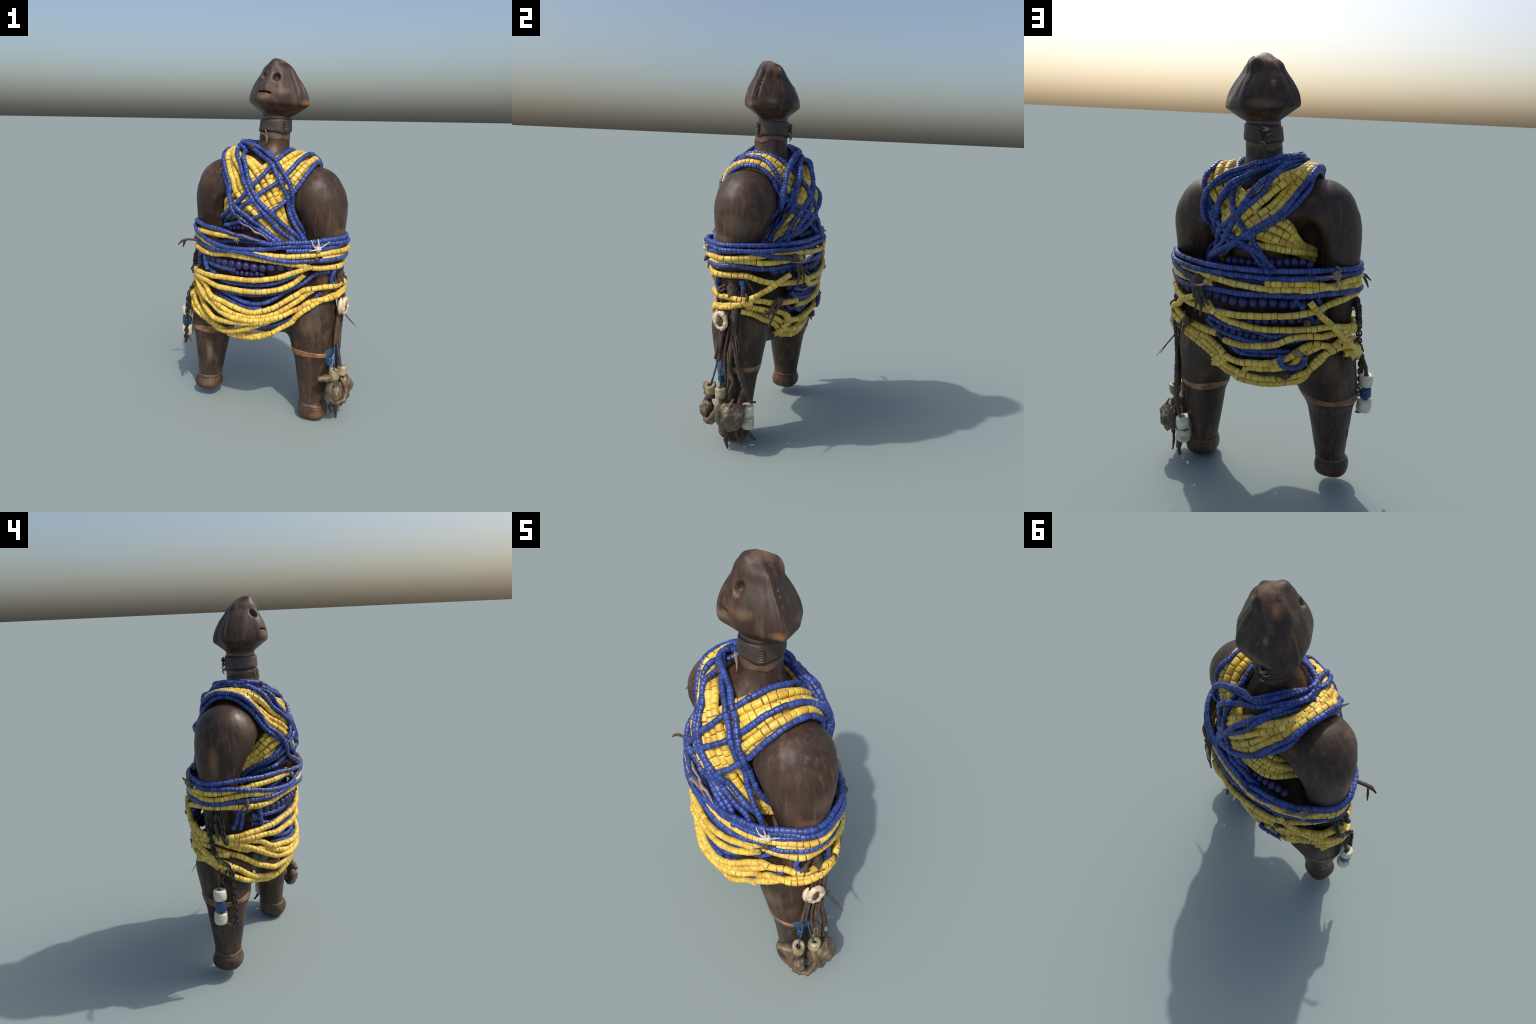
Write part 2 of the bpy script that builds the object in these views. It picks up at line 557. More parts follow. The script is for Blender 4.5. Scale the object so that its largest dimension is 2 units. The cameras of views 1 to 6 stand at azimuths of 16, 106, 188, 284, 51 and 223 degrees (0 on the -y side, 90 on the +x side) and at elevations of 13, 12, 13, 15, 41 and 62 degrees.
# ------------------------------------------------------------------ skin of the body: surface nets over the implicit solid
def surface_nets(f, lo, hi, h, block=8):
    lo = np.array(lo); hi = np.array(hi)
    nb = np.ceil((hi - lo) / (h * block)).astype(int)
    n = nb * block + 1
    G = np.empty(n, np.float32)
    bc = np.stack(np.meshgrid(*[np.arange(k) for k in nb], indexing='ij'), -1).reshape(-1, 3)
    centre = lo + (bc + .5) * block * h
    dc = f(centre)
    for b, d in zip(bc, dc):
        x, y, z = b * block
        G[x:x + block + 1, y:y + block + 1, z:z + block + 1] = d
    act = bc[np.abs(dc) < block * h * 1.4]
    off = np.stack(np.meshgrid(*[np.arange(block + 1)] * 3, indexing='ij'), -1).reshape(-1, 3)
    for i in range(0, len(act), 400):
        b = act[i:i + 400]
        idx = (b[:, None] * block + off[None]).reshape(-1, 3)
        G[idx[:, 0], idx[:, 1], idx[:, 2]] = f(lo + idx * h)
    S = G < 0
    c = [S[x:n[0] - 1 + x, y:n[1] - 1 + y, z:n[2] - 1 + z] for x in (0, 1) for y in (0, 1) for z in (0, 1)]
    tot = sum(k.astype(np.int8) for k in c)
    cells = np.argwhere((tot > 0) & (tot < 8))
    ids = -np.ones(n - 1, np.int32)
    ids[tuple(cells.T)] = np.arange(len(cells))
    acc = np.zeros((len(cells), 3)); cnt = np.zeros(len(cells))
    corners = [(x, y, z) for x in (0, 1) for y in (0, 1) for z in (0, 1)]
    for a in corners:
        for ax in range(3):
            if a[ax]:
                continue
            b = list(a); b[ax] = 1
            ga = G[tuple((cells + a).T)]; gb = G[tuple((cells + b).T)]
            m = (ga < 0) != (gb < 0)
            t = np.where(m, ga / np.where(m, ga - gb, 1), 0)
            p = np.tile(np.array(a, float), (len(cells), 1)); p[:, ax] += t
            acc[m] += p[m]; cnt[m] += 1
    verts = lo + (cells + acc / cnt[:, None]) * h
    quads = []
    for ax in range(3):
        o1, o2 = (ax + 1) % 3, (ax + 2) % 3
        sl = [slice(0, n[i] - 1) for i in range(3)]
        A = S[tuple(sl)]
        sl2 = list(sl); sl2[ax] = slice(1, n[ax])
        Bq = S[tuple(sl2)]
        e = np.argwhere(A != Bq)
        e = e[(e[:, o1] > 0) & (e[:, o2] > 0)]
        d1 = np.zeros(3, int); d1[o1] = 1
        d2 = np.zeros(3, int); d2[o2] = 1
        q = np.stack([ids[tuple((e - d1 - d2).T)], ids[tuple((e - d2).T)], ids[tuple(e.T)], ids[tuple((e - d1).T)]], -1)
        inside = A[tuple(e.T)]
        q[~inside] = q[~inside][:, ::-1]
        quads.append(q[(q >= 0).all(1)])
    return verts, np.concatenate(quads)


def gradient(f, p, e=1e-3):
    f0 = f(p)
    g = np.stack([f(p + np.eye(3)[i] * e) - f0 for i in range(3)], -1)
    return g / np.maximum(np.linalg.norm(g, axis=-1, keepdims=True), 1e-9)


def build_body():
    V, Q = surface_nets(body, (-.50, -.33, -.012), (.50, .33, 2.03), .0055)
    for _ in range(2):
        V = V - .7 * body(V)[:, None] * gradient(body, V)
    N = gradient(body, V)
    # carving marks: shallow adze facets and grain
    amp = np.array([noise.noise(Vector((v[0] * 16, v[1] * 16, v[2] * 9))) * .0016 + noise.noise(Vector((v[0] * 60, v[1] * 60, v[2] * 14))) * .0006 for v in V])
    V = V + N * amp[:, None]
    V[:, 2] = np.maximum(V[:, 2], .0005)
    whole = make_mesh('whole', V, Q)
    normals = np.empty(len(V) * 3, np.float32)
    whole.vertices.foreach_get('normal', normals)
    normals = normals.reshape(-1, 3)
    bpy.data.meshes.remove(whole)
    la, ll, lf = limb(V, 'left'); ra, rl, rf = limb(V, 'right')
    D = np.stack([head(V), neck(V) - .004, torso(V), la, ra, ll, rl, lf, rf], -1)
    part = D.argmin(1)
    fp = np.array([np.bincount(k, minlength=9).argmax() for k in part[Q]])
    names = ['head', 'neck', 'torso', 'arm', 'arm', 'leg', 'leg', 'foot', 'foot']
    made = {}
    for i, nm in enumerate(names):
        q = Q[fp == i]
        if not len(q):
            continue
        used, inv = np.unique(q, return_inverse=True)
        me = make_mesh(nm, V[used], inv.reshape(q.shape))
        ob = add(nm, me, 'wood')
        me.normals_split_custom_set_from_vertices(normals[used].tolist())
        made[i] = ob
    return made


body_parts = build_body()


def cast(centre, direction, f, off=0.0, far=.7):
    """outermost crossing of f = off along rays from a centre"""
    direction = np.asarray(direction, float)
    t = np.linspace(far, .02, 240)
    P = np.asarray(centre)[None, None] + t[None, :, None] * direction[:, None]
    F = f(P.reshape(-1, 3)).reshape(P.shape[:2]) - off
    ins = F < 0
    i = np.where(ins.any(1), ins.argmax(1), len(t) - 1)
    i = np.clip(i, 1, None)
    r = np.arange(len(direction))
    f0, f1 = F[r, i - 1], F[r, i]
    k = np.clip(f0 / np.where(np.abs(f0 - f1) < 1e-9, 1, f0 - f1), 0, 1)
    tt = t[i - 1] + k * (t[i] - t[i - 1])
    return np.asarray(centre) + tt[:, None] * direction


def band(name, centre, z_low, z_high, proud, mat, f, parent, rough=.0, seg=72, rows=6, seed=0):
    """a strap or worn edge that follows the surface of f; z_low and z_high are functions of the angle"""
    a = np.linspace(0, 2 * np.pi, seg, endpoint=False)
    d = np.stack([np.cos(a), np.sin(a), np.zeros(seg)], -1)
    rings = []
    zs = [(z_low(k), z_high(k)) for k in a]
    prof = [(-.02, -.003)] + [(s, proud * (1 if 0 < s < 1 else .75)) for s in np.linspace(0, 1, rows)] + [(1.02, -.003)]
    for s, o in prof:
        P = []
        for k in range(seg):
            z = zs[k][0] + s * (zs[k][1] - zs[k][0])
            p = cast((centre[0], centre[1], z), d[k:k + 1], f, 0, .25)[0]
            w = rough * noise.noise(Vector((math.cos(a[k]) * 2 + seed, math.sin(a[k]) * 2, s * 2)))
            P.append(p + d[k] * (o + w))
        rings.append(P)
    V = np.array(rings).reshape(-1, 3)
    F = [(r * seg + k, r * seg + (k + 1) % seg, (r + 1) * seg + (k + 1) % seg, (r + 1) * seg + k) for r in range(len(prof) - 1) for k in range(seg)]
    return add(name, make_mesh(name, V, F), mat, parent)


# worn carved rims above the knees and round the ankles
def tilt(z, ax, ay, w=0.0, ph=0.0):
    return lambda a: z + ax * math.cos(a) + ay * math.sin(a) + w * math.sin(3 * a + ph)


leg_l = lambda p: limb_leg(p, 'left')
leg_r = lambda p: limb_leg(p, 'right')
lower_l = lambda p: smin(leg_l(p), ellipsoid(p, *FOOT['left'], 2.6), .018)
lower_r = lambda p: smin(leg_r(p), ellipsoid(p, *FOOT['right'], 2.6), .018)
band('knee_rim', (.297, -.056), tilt(.408, 0, .004, .004), tilt(.440, 0, .004, .006, 1), .0030, 'worn', leg_l, body_parts[5], .0015)
band('knee_rim', (-.342, .043), tilt(.452, .004, 0, .005, 2), tilt(.484, .004, 0, .006), .0030, 'worn', leg_r, body_parts[6], .0015, seed=4)
band('ankle_rim', (.304, -.055), tilt(.090, 0, .002, .001), tilt(.102, 0, .002, .0015), .0035, 'rim', lower_l, body_parts[7], .001)
band('ankle_rim', (-.366, .046), tilt(.134, 0, .002, .001), tilt(.146, 0, .002, .002), .0035, 'rim', lower_r, body_parts[8], .001)

# pale rubbed wood on the neck, above and below the collar
band('neck_wear', (.034, 0), tilt(1.692, 0, 0, .002), tilt(1.708, 0, .002, .002), .0016, 'rim', neck, body_parts[1])
band('neck_wear', (.034, 0), lambda a: 1.590 + .010 * math.sin(2 * a) + .006 * math.sin(5 * a), tilt(1.622, 0, 0, .002), .0014, 'rim', neck, body_parts[1])
# leather collar with a stitched seam in front and a frayed tie behind
collar = band('collar', (.034, 0), lambda a: 1.622 - .012 * math.exp(-((a - 1.75) / .5) ** 2) - .010 * math.exp(-((a - 5.55) / .35) ** 2) + .008 * math.exp(-((a - 4.4) / .5) ** 2),
              lambda a: 1.692 + .003 * math.sin(a + 1), .010, 'collar', neck, doll, .002, rows=8)
for i in range(6):
    z = 1.632 + i * .0095
    base = np.array([.034, 0, 0]) + np.array([math.cos(-.72), math.sin(-.72), 0]) * .094
    side = np.array([math.sin(.72), math.cos(.72), 0])
    strip('stitch', [base - side * .012 + (0, 0, z), base + np.array([.004, -.003, z]), base + side * .012 + (0, 0, z)], .0045, 'leather', collar, .8, .2)
for i in range(13):
    a = 1.85 + rng.normal(0, .16)
    z = 1.655 + rng.normal(0, .022)
    o = np.array([.034, 0, 0])
    e = lambda r, aa, zz: o + np.array([math.cos(aa) * r, math.sin(aa) * r, zz])
    strip('fibre', [e(.092, a - .14, z), e(.100 + .008 * rng.random(), a, z + rng.normal(0, .012)), e(.093, a + .15, z + rng.normal(0, .014))], [.005, .003], 'tan' if i % 3 == 0 else 'leather', collar, .6, .4)
strip('fibre', [(.0, -.089, 1.636), (.005, -.094, 1.622), (.012, -.098, 1.60), (.012, -.100, 1.575), (.002, -.098, 1.555)], [.004, .008, .007, .003], 'tan', collar, .4)
strip('fibre', [(-.03, -.075, 1.622), (-.01, -.090, 1.614), (.006, -.096, 1.598), (.004, -.096, 1.565)], [.004, .006, .003], 'tan', collar, .4)


# ------------------------------------------------------------------ strands of beads
RADIUS = {'Y': .0148, 'B': .0124, 'D': .027}
LENGTH = {'Y': .0265, 'B': .0190, 'D': .047}
laid_pts, laid_rad = [], []
STRANDS = []          # (colour, path, bead radius)


def settle(path, out, r, cap, relax=.86):
    """lift a path outward wherever it would sink into strands already laid"""
    if not laid_pts:
        return path
    q = np.concatenate(laid_pts); qr = np.concatenate(laid_rad)
    kd = KDTree(len(q))
    for i, p in enumerate(q):
        kd.insert(p, i)
    kd.balance()
    n = len(path)
    h = np.zeros(n)
    for it in range(4):
        cur = path + h[:, None] * out
        for k in range(n):
            need = 0.0
            for co, i, dist in kd.find_range(cur[k], r + .030):
                D = relax * (r + qr[i])
                if dist < D:
                    v = path[k] - q[i]
                    b = v @ out[k]
                    disc = b * b - v @ v + D * D
                    if disc > 0:
                        need = max(need, -b + math.sqrt(disc))
            h[k] = min(max(h[k], need), cap)
    g = h.copy()
    for s in range(1, 3):
        g = np.maximum(g, np.maximum(np.roll(h, s), np.roll(h, -s)) * (1 - .25 * s))
    ker = np.array([1, 2, 3, 2, 1]) / 9
    pad = np.pad(g, 2, mode='edge')
    g = np.convolve(pad, ker, 'valid')
    return path + g[:, None] * out


def lay(colour, path, out_dir, cap=.02, r=None, push=True):
    r = r or RADIUS[colour]
    path, _ = resample(path, .009)
    out = out_dir(path)
    if push:
        for _ in range(3):
            d = body(path)
            shallow = (d < .75 * r) & (d > -.045)
            path = path + np.where(shallow, np.minimum(.75 * r - d, .04), 0)[:, None] * gradient(body, path)
    path = settle(path, out, r, cap)
    for _ in range(5):
        path[1:-1] = (path[:-2] + 2 * path[1:-1] + path[2:]) / 4
    laid_pts.append(path.copy()); laid_rad.append(np.full(len(path), r))
    STRANDS.append((colour, path, r))


def chest_out(path):
    v = (path - CHEST) * (1, 1, .40)          # over the shoulders, strands spread sideways rather than pile up
    return v / np.linalg.norm(v, axis=1, keepdims=True)


def waist_out(path):
    v = path.copy(); v[:, :2] -= AXIS; v[:, 2] = 0
    return v / np.linalg.norm(v, axis=1, keepdims=True)


def aim(az, el):
    el = el if el < 68 else 68 + .45 * (el - 68)      # keep clear of the neck
    a, e = math.radians(az), math.radians(el)
    return np.array([math.cos(e) * math.sin(a), -math.cos(e) * math.cos(a), math.sin(e)])


def shoulder_slack(P, d):
    """straps stand a little off the shoulders"""
    az = np.degrees(np.arctan2(d[:, 0], -d[:, 1])); el = np.degrees(np.arcsin(d[:, 2]))
    k = np.exp(-((az - 86) / 34) ** 2) + np.exp(-((az + 94) / 34) ** 2)
    return P + (.018 * k * np.clip((68 - el) / 10, 0, 1) * np.clip((el - 20) / 15, 0, 1))[:, None] * d


def tuck(P):
    """low ends of chest strands swing out to slip behind the waist band"""
    v = P[:, :2] - AXIS
    h = np.linalg.norm(v, axis=1)
    az = np.degrees(np.arctan2(v[:, 0], -v[:, 1]))
    w = np.where(np.abs(az) < 90, np.clip((1.25 - P[:, 2]) / .14, 0, 1), .8 * np.clip((1.18 - P[:, 2]) / .08, 0, 1))
    open_side = np.maximum(np.exp(-((az - 4) / 52) ** 4), np.exp(-(((az - 178 + 180) % 360 - 180) / 50) ** 4))
    goal = waist_radius(az, np.minimum(P[:, 2], 1.12)) - .024
    new = h + w * open_side * np.maximum(goal - h, 0)
    Q = P.copy()
    Q[:, :2] = AXIS + v * (new / h)[:, None]
    return Q


def chest_strand(colour, keys, closed=False, lift=0.0, r=None, cap=.045):
    """keys: (azimuth, elevation) seen from the middle of the chest"""
    d = catmull([aim(*k) for k in keys], closed, 12)
    if closed:
        d = np.concatenate([d, d[:1]])
    d /= np.linalg.norm(d, axis=1, keepdims=True)
    P = tuck(shoulder_slack(cast(CHEST, d, torso, (r or RADIUS[colour]) + lift), d))
    lay(colour, P, chest_out, cap, r)


def waist_strand(colour, keys, lift=0.0, cap=.014, r=None, closed=False):
    """keys: (azimuth, height) round the waist hull"""
    k = [tuple(x) for x in keys]
    if closed:
        turn = 360 if k[-1][0] > k[0][0] else -360
        k = k + [(k[0][0] + turn, k[0][1])]
    c = catmull(np.array([(a, z, 0) for a, z in k]), False, 12)
    az, z = c[:, 0], c[:, 1]
    R = waist_radius(az, z) + lift
    a = np.radians(az)
    P = np.stack([AXIS[0] + R * np.sin(a), AXIS[1] - R * np.cos(a), z], -1)
    lay(colour, P, waist_out, cap, r)


def bandolier(inner, outer, colours, lift=0.0, jitter=1.2):
    """a sheaf of roughly parallel strands between an inner and an outer closed line; every other one rides higher"""
    n = len(colours)
    A = np.array([aim(*k) for k in inner]); B = np.array([aim(*k) for k in outer])
    for i in list(range(0, n, 2)) + list(range(1, n, 2)):
        c = colours[i]
        t = (i + .5) / n
        m = A * (1 - t) + B * t + rng.normal(0, .007 * jitter, A.shape)
        m /= np.linalg.norm(m, axis=1, keepdims=True)
        d = catmull(m, True, 14); d = np.concatenate([d, d[:1]])
        d /= np.linalg.norm(d, axis=1, keepdims=True)
        lay(c, shoulder_slack(cast(CHEST, d, torso, RADIUS['Y'] - .006 + lift + (i % 2) * .004), d), chest_out, .028, .0158 if c == 'Y' else None)


# round dark beads low against the belly
waist_strand('D', [(-68, .927), (-51, .923), (-26, .922), (1, .920), (25, .932), (41, .937)], -.024, 0)
waist_strand('D', [(108, .950), (119, .951), (139, .954), (167, .943), (193, .953), (215, .951), (227, .948)], -.032, 0)
waist_strand('D', [(127, .862), (134, .852), (145, .843), (161, .838), (179, .854), (194, .867), (214, .879), (237, .883)], -.036, .01, .022)
waist_strand('D', [(-43, 1.112), (-26, 1.123), (-11, 1.125), (4, 1.120)], -.050, .01, .018)
waist_strand('D', [(146, 1.110), (163, 1.114), (183, 1.113), (207, 1.123), (227, 1.130), (230, 1.108)], -.045, .01, .020)
waist_strand('D', [(131, .806), (140, .803), (149, .799), (158, .784), (172, .782), (196, .780), (218, .786)], -.034, .01, .021)
waist_strand('D', [(-37, .867), (-26, .872), (-16, .872), (-5, .876), (10, .881)], -.036, .01, .019)
# blue strands behind the yellow ones
for keys in [
    [(-57, .835), (-38, .832), (-6, .838), (26, .857), (47, .875)],
    [(-57, .782), (-31, .778), (-1, .788), (26, .807), (50, .845)],
    [(-55, .690), (-31, .675), (-6, .669), (15, .682), (41, .722), (54, .783)],
    [(-34, .591), (-12, .576), (10, .576), (34, .590)],
    [(130, .898), (147, .890), (179, .888), (209, .898), (227, .903)],
    [(132, .833), (143, .782), (178, .758), (207, .769), (231, .798)],
    [(158, .652), (176, .617), (209, .636), (227, .677)],
    [(-54, 1.024), (-32, 1.047), (-6, 1.052), (20, 1.037)],
    [(133, 1.037), (157, 1.032), (190, 1.038), (217, 1.042)],
    [(-49, .759), (-31, .730), (-10, .709), (11, .721), (28, .762), (42, .804), (54, .853), (59, .887), (70, .906)],
    [(-73, .864), (-57, .847), (-46, .819), (-22, .813), (-6, .815), (18, .834), (28, .851), (45, .891)],
    [(-59, .790), (-44, .765), (-17, .757), (4, .765), (31, .794), (50, .835)],
    [(-55, .727), (-33, .699), (-12, .685), (7, .689)],
    [(7, .587), (24, .593), (40, .616), (51, .632), (57, .669), (66, .787)],
    [(-47, .672), (-32, .650), (-17, .644), (-1, .654), (21, .691), (48, .760)],
    [(129, .795), (138, .722), (163, .704), (197, .714), (210, .723), (226, .724), (236, .750)],
    [(149, .729), (166, .685), (197, .691), (219, .705)],
    [(135, .848), (153, .823), (171, .811), (185, .810), (200, .796), (213, .811), (233, .840)],
    [(-72, .908), (-57, .897), (-50, .891), (-27, .888)],
    [(-129, .981), (-124, .926), (-130, .860), (-129, .823)],
    [(-144, .976), (-139, .947), (-134, .901), (-127, .861)],
]:
    waist_strand('B', keys, -.026, .012)
for keys in [[(-66, .961), (-65, .912), (-63, .856)], [(-78, .964), (-79, .903), (-81, .848)], [(-81, .959), (-83, .899), (-86, .857)],
             [(89, .914), (90, .830), (84, .784)], [(71, .928), (70, .858), (75, .799)]]:
    waist_strand('B', keys, -.008, .012)

# the two yellow sheaves crossing on chest and back
LEFT_IN = [(-95, 6), (-72, 14), (-50, 32), (-19, 46), (2, 61), (40, 71), (100, 70), (140, 58), (180, 46), (-149, 34), (-122, 12)]
LEFT_OUT = [(-95, -12), (-66, -5), (-35, 6), (0, 14), (33, 27), (62, 44), (95, 48), (118, 37), (150, 24), (-170, 15), (-135, 2)]
RIGHT_IN = [(75, -22), (56, -17), (42, 5), (31, 30), (20, 50), (-8, 63), (-55, 66), (-130, 64), (172, 57), (150, 46), (136, 30), (120, 8), (98, -14)]
RIGHT_OUT = [(75, -30), (35, -22), (14, -4), (-8, 18), (-30, 33), (-55, 48), (-85, 61), (-118, 60), (-141, 50), (-162, 38), (172, 22), (148, 3), (110, -20)]
bandolier(LEFT_IN, LEFT_OUT, 'YYYYYYY')
bandolier(RIGHT_IN, RIGHT_OUT, 'YYYYYY', .006)
chest_strand('Y', [(172, 11), (-176, 10), (-161, 8), (-148, 6), (-131, 2), (-111, -3)], lift=.012)

# blue strands over them
for keys in [
    [(-93, -24), (-72, -9), (-41, 4), (-15, 20), (6, 34), (27, 44), (45, 51), (65, 57), (100, 55), (118, 39), (136, 20), (158, 11), (177, 1), (-165, -24)],
    [(-91, -24), (-72, -7), (-41, 10), (-18, 26), (0, 44), (9, 50), (28, 62), (51, 68), (105, 69), (130, 64), (146, 52), (154, 41), (167, 26), (-177, 5), (-164, -24)],
    [(-84, -24), (-60, -11), (-23, 1), (4, 10), (22, 18), (33, 26), (43, 32), (51, 37), (62, 44), (80, 49), (96, 48), (109, 42), (117, 33), (140, 25), (163, 14), (-175, 2), (-154, -24)],
    [(-85, 70), (-140, 71), (172, 66), (150, 56), (134, 41), (125, 22), (112, -6), (108, -24)],
    [(-110, 68), (-165, 61), (-178, 51), (165, 39), (150, 27), (136, 11), (124, -17), (122, -24)],
    [(32, -24), (26, -16), (4, 1), (-17, 16), (-36, 28), (-52, 39), (-69, 50), (-91, 57), (-115, 56), (-131, 47), (-151, 38), (-169, 30), (173, 19), (154, 6), (122, -12), (109, -24)],
    [(28, -24), (24, -19), (11, -10), (-7, 0), (-23, 11), (-31, 27), (-48, 42), (-72, 56), (-98, 60), (-118, 58), (-134, 52), (-151, 42), (-168, 33), (170, 20), (149, 4), (118, -16), (111, -24)],
    [(46, -24), (41, -17), (32, -9), (19, 5), (-1, 27), (-12, 41), (-26, 53), (-55, 67), (-70, 75), (175, 71), (136, 59), (121, 46), (117, 30), (104, 5), (100, -9), (97, -24)],
    [(53, -24), (49, -16), (37, -3), (20, 13), (3, 29), (-11, 47), (-27, 62), (-48, 73), (-85, 73), (-154, 67), (-176, 59), (171, 49), (161, 34), (148, 12), (131, -8), (123, -24)],
    [(54, -24), (52, -16), (44, 6), (39, 25), (33, 37), (26, 50), (18, 60), (-10, 71), (-90, 76), (-165, 71), (162, 62), (144, 52), (137, 40), (132, 24), (120, 5), (106, -14), (102, -24)],
    [(66, -24), (64, -18), (50, 7), (43, 28), (37, 44), (31, 56), (10, 71), (-70, 79), (-171, 74), (152, 67), (127, 54), (120, 37), (117, 20), (102, -5), (95, -24)],
]:
    chest_strand('B', keys, lift=.012)

# yellow strands round arms and hips; long ones wind more than once
for keys, closed in [
    ([(89, .755), (98, .734), (107, .683), (132, .585), (165, .560), (172, .617), (199, .630), (217, .656), (225, .720), (234, .762)], False),
    ([(92, .789), (101, .756), (110, .711), (127, .649), (151, .636), (179, .648), (209, .663)], False),
    ([(18, .541), (-13, .513), (-44, .510), (-57, .537), (-73, .579), (-86, .647), (-103, .715), (-115, .748), (-127, .769), (-130, .778), (-138, .743), (-148, .695), (-165, .664), (-181, .657), (-200, .642), (-222, .658), (-230, .691)], False),
    ([(31, .650), (18, .626), (-2, .585), (-23, .545), (-42, .519), (-58, .516), (-67, .532), (-80, .566), (-93, .639), (-105, .697)], False),
    ([(17, .629), (-10, .601), (-25, .595), (-50, .588), (-57, .605), (-71, .650), (-82, .708), (-96, .744), (-108, .766), (-125, .703), (-130, .590), (-142, .560), (-161, .540), (-199, .545), (-230, .572), (-240, .628)], False),
    ([(57, .803), (47, .739), (37, .703), (21, .666), (-1, .644), (-25, .643), (-39, .664), (-52, .692), (-66, .725), (-79, .740), (-92, .782), (-103, .797), (-119, .757), (-129, .649), (-141, .596), (-163, .570), (-188, .579), (-220, .592), (-234, .650)], False),
    ([(143, .772), (116, .782), (103, .806), (96, .813), (76, .821), (57, .812), (52, .809), (45, .775), (28, .723), (12, .689), (-6, .667), (-22, .680), (-38, .696), (-55, .722), (-63, .757), (-76, .785), (-90, .796), (-102, .804)], False),
    ([(97, .805), (68, .752), (50, .669), (41, .606), (27, .564), (12, .533), (-4, .509), (-22, .500), (-46, .497)], False),
    ([(48, .893), (41, .841), (28, .810), (11, .793), (-6, .783), (-35, .781), (-49, .783), (-57, .794), (-73, .799), (-82, .803), (-96, .805), (-111, .818), (-128, .805), (-131, .815), (-146, .797), (-157, .764), (-170, .751), (-191, .735), (-214, .741)], False),
    ([(93, .786), (101, .768), (113, .735), (142, .654), (116, .584)], False),
    ([(59, .981), (69, .991), (90, 1.009), (102, 1.001), (116, 1.004), (142, 1.009)], False),
    ([(-70, .964), (-52, .960), (-36, .975), (-13, .972), (9, .967), (25, .963), (36, .953), (48, .942), (55, .928), (76, .933), (91, .938), (98, .924), (105, .906), (115, .893), (129, .887), (141, .884), (157, .890), (171, .892), (197, .902), (208, .906), (221, .918), (233, .937), (237, .953), (255, .978), (263, .981), (277, .975)], True),
    ([(50, .937), (34, .893), (19, .868), (-6, .848), (-35, .842), (-52, .834), (-60, .830), (-73, .826), (-84, .819), (-96, .818), (-103, .829), (-117, .847), (-125, .853), (-144, .840), (-167, .832), (-180, .838), (-198, .850), (-208, .872), (-220, .926)], False),
    ([(126, .933), (115, .900), (106, .863), (96, .824), (86, .784), (74, .759), (55, .733), (49, .695), (30, .655), (12, .636), (-6, .623), (-30, .627), (-48, .647), (-63, .700), (-75, .754), (-82, .776), (-90, .791), (-102, .813)], False),
    ([(-136, .972), (-129, .908), (-123, .872), (-107, .743), (-97, .695)], False),
    ([(-18, 1.071), (-31, 1.077), (-53, 1.075), (-69, 1.072), (-88, 1.059), (-107, 1.050), (-134, 1.020), (-143, 1.022), (-168, 1.018), (-190, 1.022), (-220, 1.035), (-238, 1.048), (-250, 1.045), (-265, 1.032), (-283, 1.020), (-297, 1.011), (-304, 1.006), (-326, .995), (-349, .996), (-366, .996), (-391, .998), (-413, 1.009), (-428, 1.025), (-437, 1.033), (-448, 1.025), (-461, 1.020), (-481, 1.027), (-493, 1.047), (-512, 1.049), (-528, 1.045)], False),
]:
    waist_strand('Y', keys, 0, closed=closed)
# short knotted ends of yellow strands on the figure's right hip
for keys in [[(-92, .688), (-99, .715), (-106, .742), (-115, .764)], [(-84, .655), (-92, .662), (-101, .690), (-112, .717)], [(-88, .732), (-96, .727), (-102, .704), (-109, .683)]]:
    waist_strand('Y', keys, .010)

# blue strands round the arms
for keys, closed in [
    ([(-75, 1.001), (-56, .990), (-45, .995), (-11, 1.000), (27, .972), (48, .972), (71, .977), (83, .990), (95, .978), (108, .971), (127, .980), (143, .986), (170, .986), (197, .993), (217, .993), (238, 1.004), (257, 1.002), (271, 1.001)], True),
    ([(30, 1.026), (50, 1.030), (67, 1.038), (85, 1.060), (100, 1.051), (110, 1.033), (127, 1.013), (135, .991)], False),
    ([(-68, 1.049), (-53, 1.029), (-29, 1.016), (9, 1.027), (27, 1.047), (50, 1.054), (68, 1.061), (80, 1.064), (100, 1.062), (116, 1.064), (133, 1.061), (165, 1.063), (196, 1.067), (221, 1.073), (239, 1.075), (253, 1.079), (272, 1.076)], True),
    ([(-60, 1.108), (-40, 1.103), (-11, 1.084), (8, 1.063), (19, 1.059), (30, 1.069), (49, 1.074), (63, 1.081), (74, 1.086), (90, 1.089), (109, 1.090), (132, 1.089), (160, 1.091), (196, 1.097), (217, 1.102), (235, 1.105), (253, 1.101), (266, 1.106), (283, 1.110)], True),
]:
    waist_strand('B', keys, .002, closed=closed)

# a small ring of blue beads dangling behind
ring = [(208, .726), (206, .692), (211, .664), (219, .659), (224, .682), (223, .724)]
waist_strand('B', ring, .030, .02)


# --- beads themselves
def bead_shape(kind, sides=14):
    if kind == 'D':
        t = np.linspace(-.97, .97, 11)
        prof = [(x * .5, math.sqrt(max(1 - (x * .93) ** 2, .05))) for x in t]
    else:
        prof = [(-.488, .62), (-.497, .87), (-.465, .965), (-.34, 1.0), (.0, 1.012), (.34, 1.0), (.465, .965), (.497, .87), (.488, .62)]
    a = np.linspace(0, 2 * np.pi, sides, endpoint=False)
    V = np.array([[r * math.cos(k), r * math.sin(k), x] for x, r in prof for k in a])
    F = [(i * sides + j, i * sides + (j + 1) % sides, (i + 1) * sides + (j + 1) % sides, (i + 1) * sides + j) for i in range(len(prof) - 1) for j in range(sides)]
    n = len(prof)
    F += [tuple(range(sides))[::-1][:4]] * 0
    return V, np.array(F)


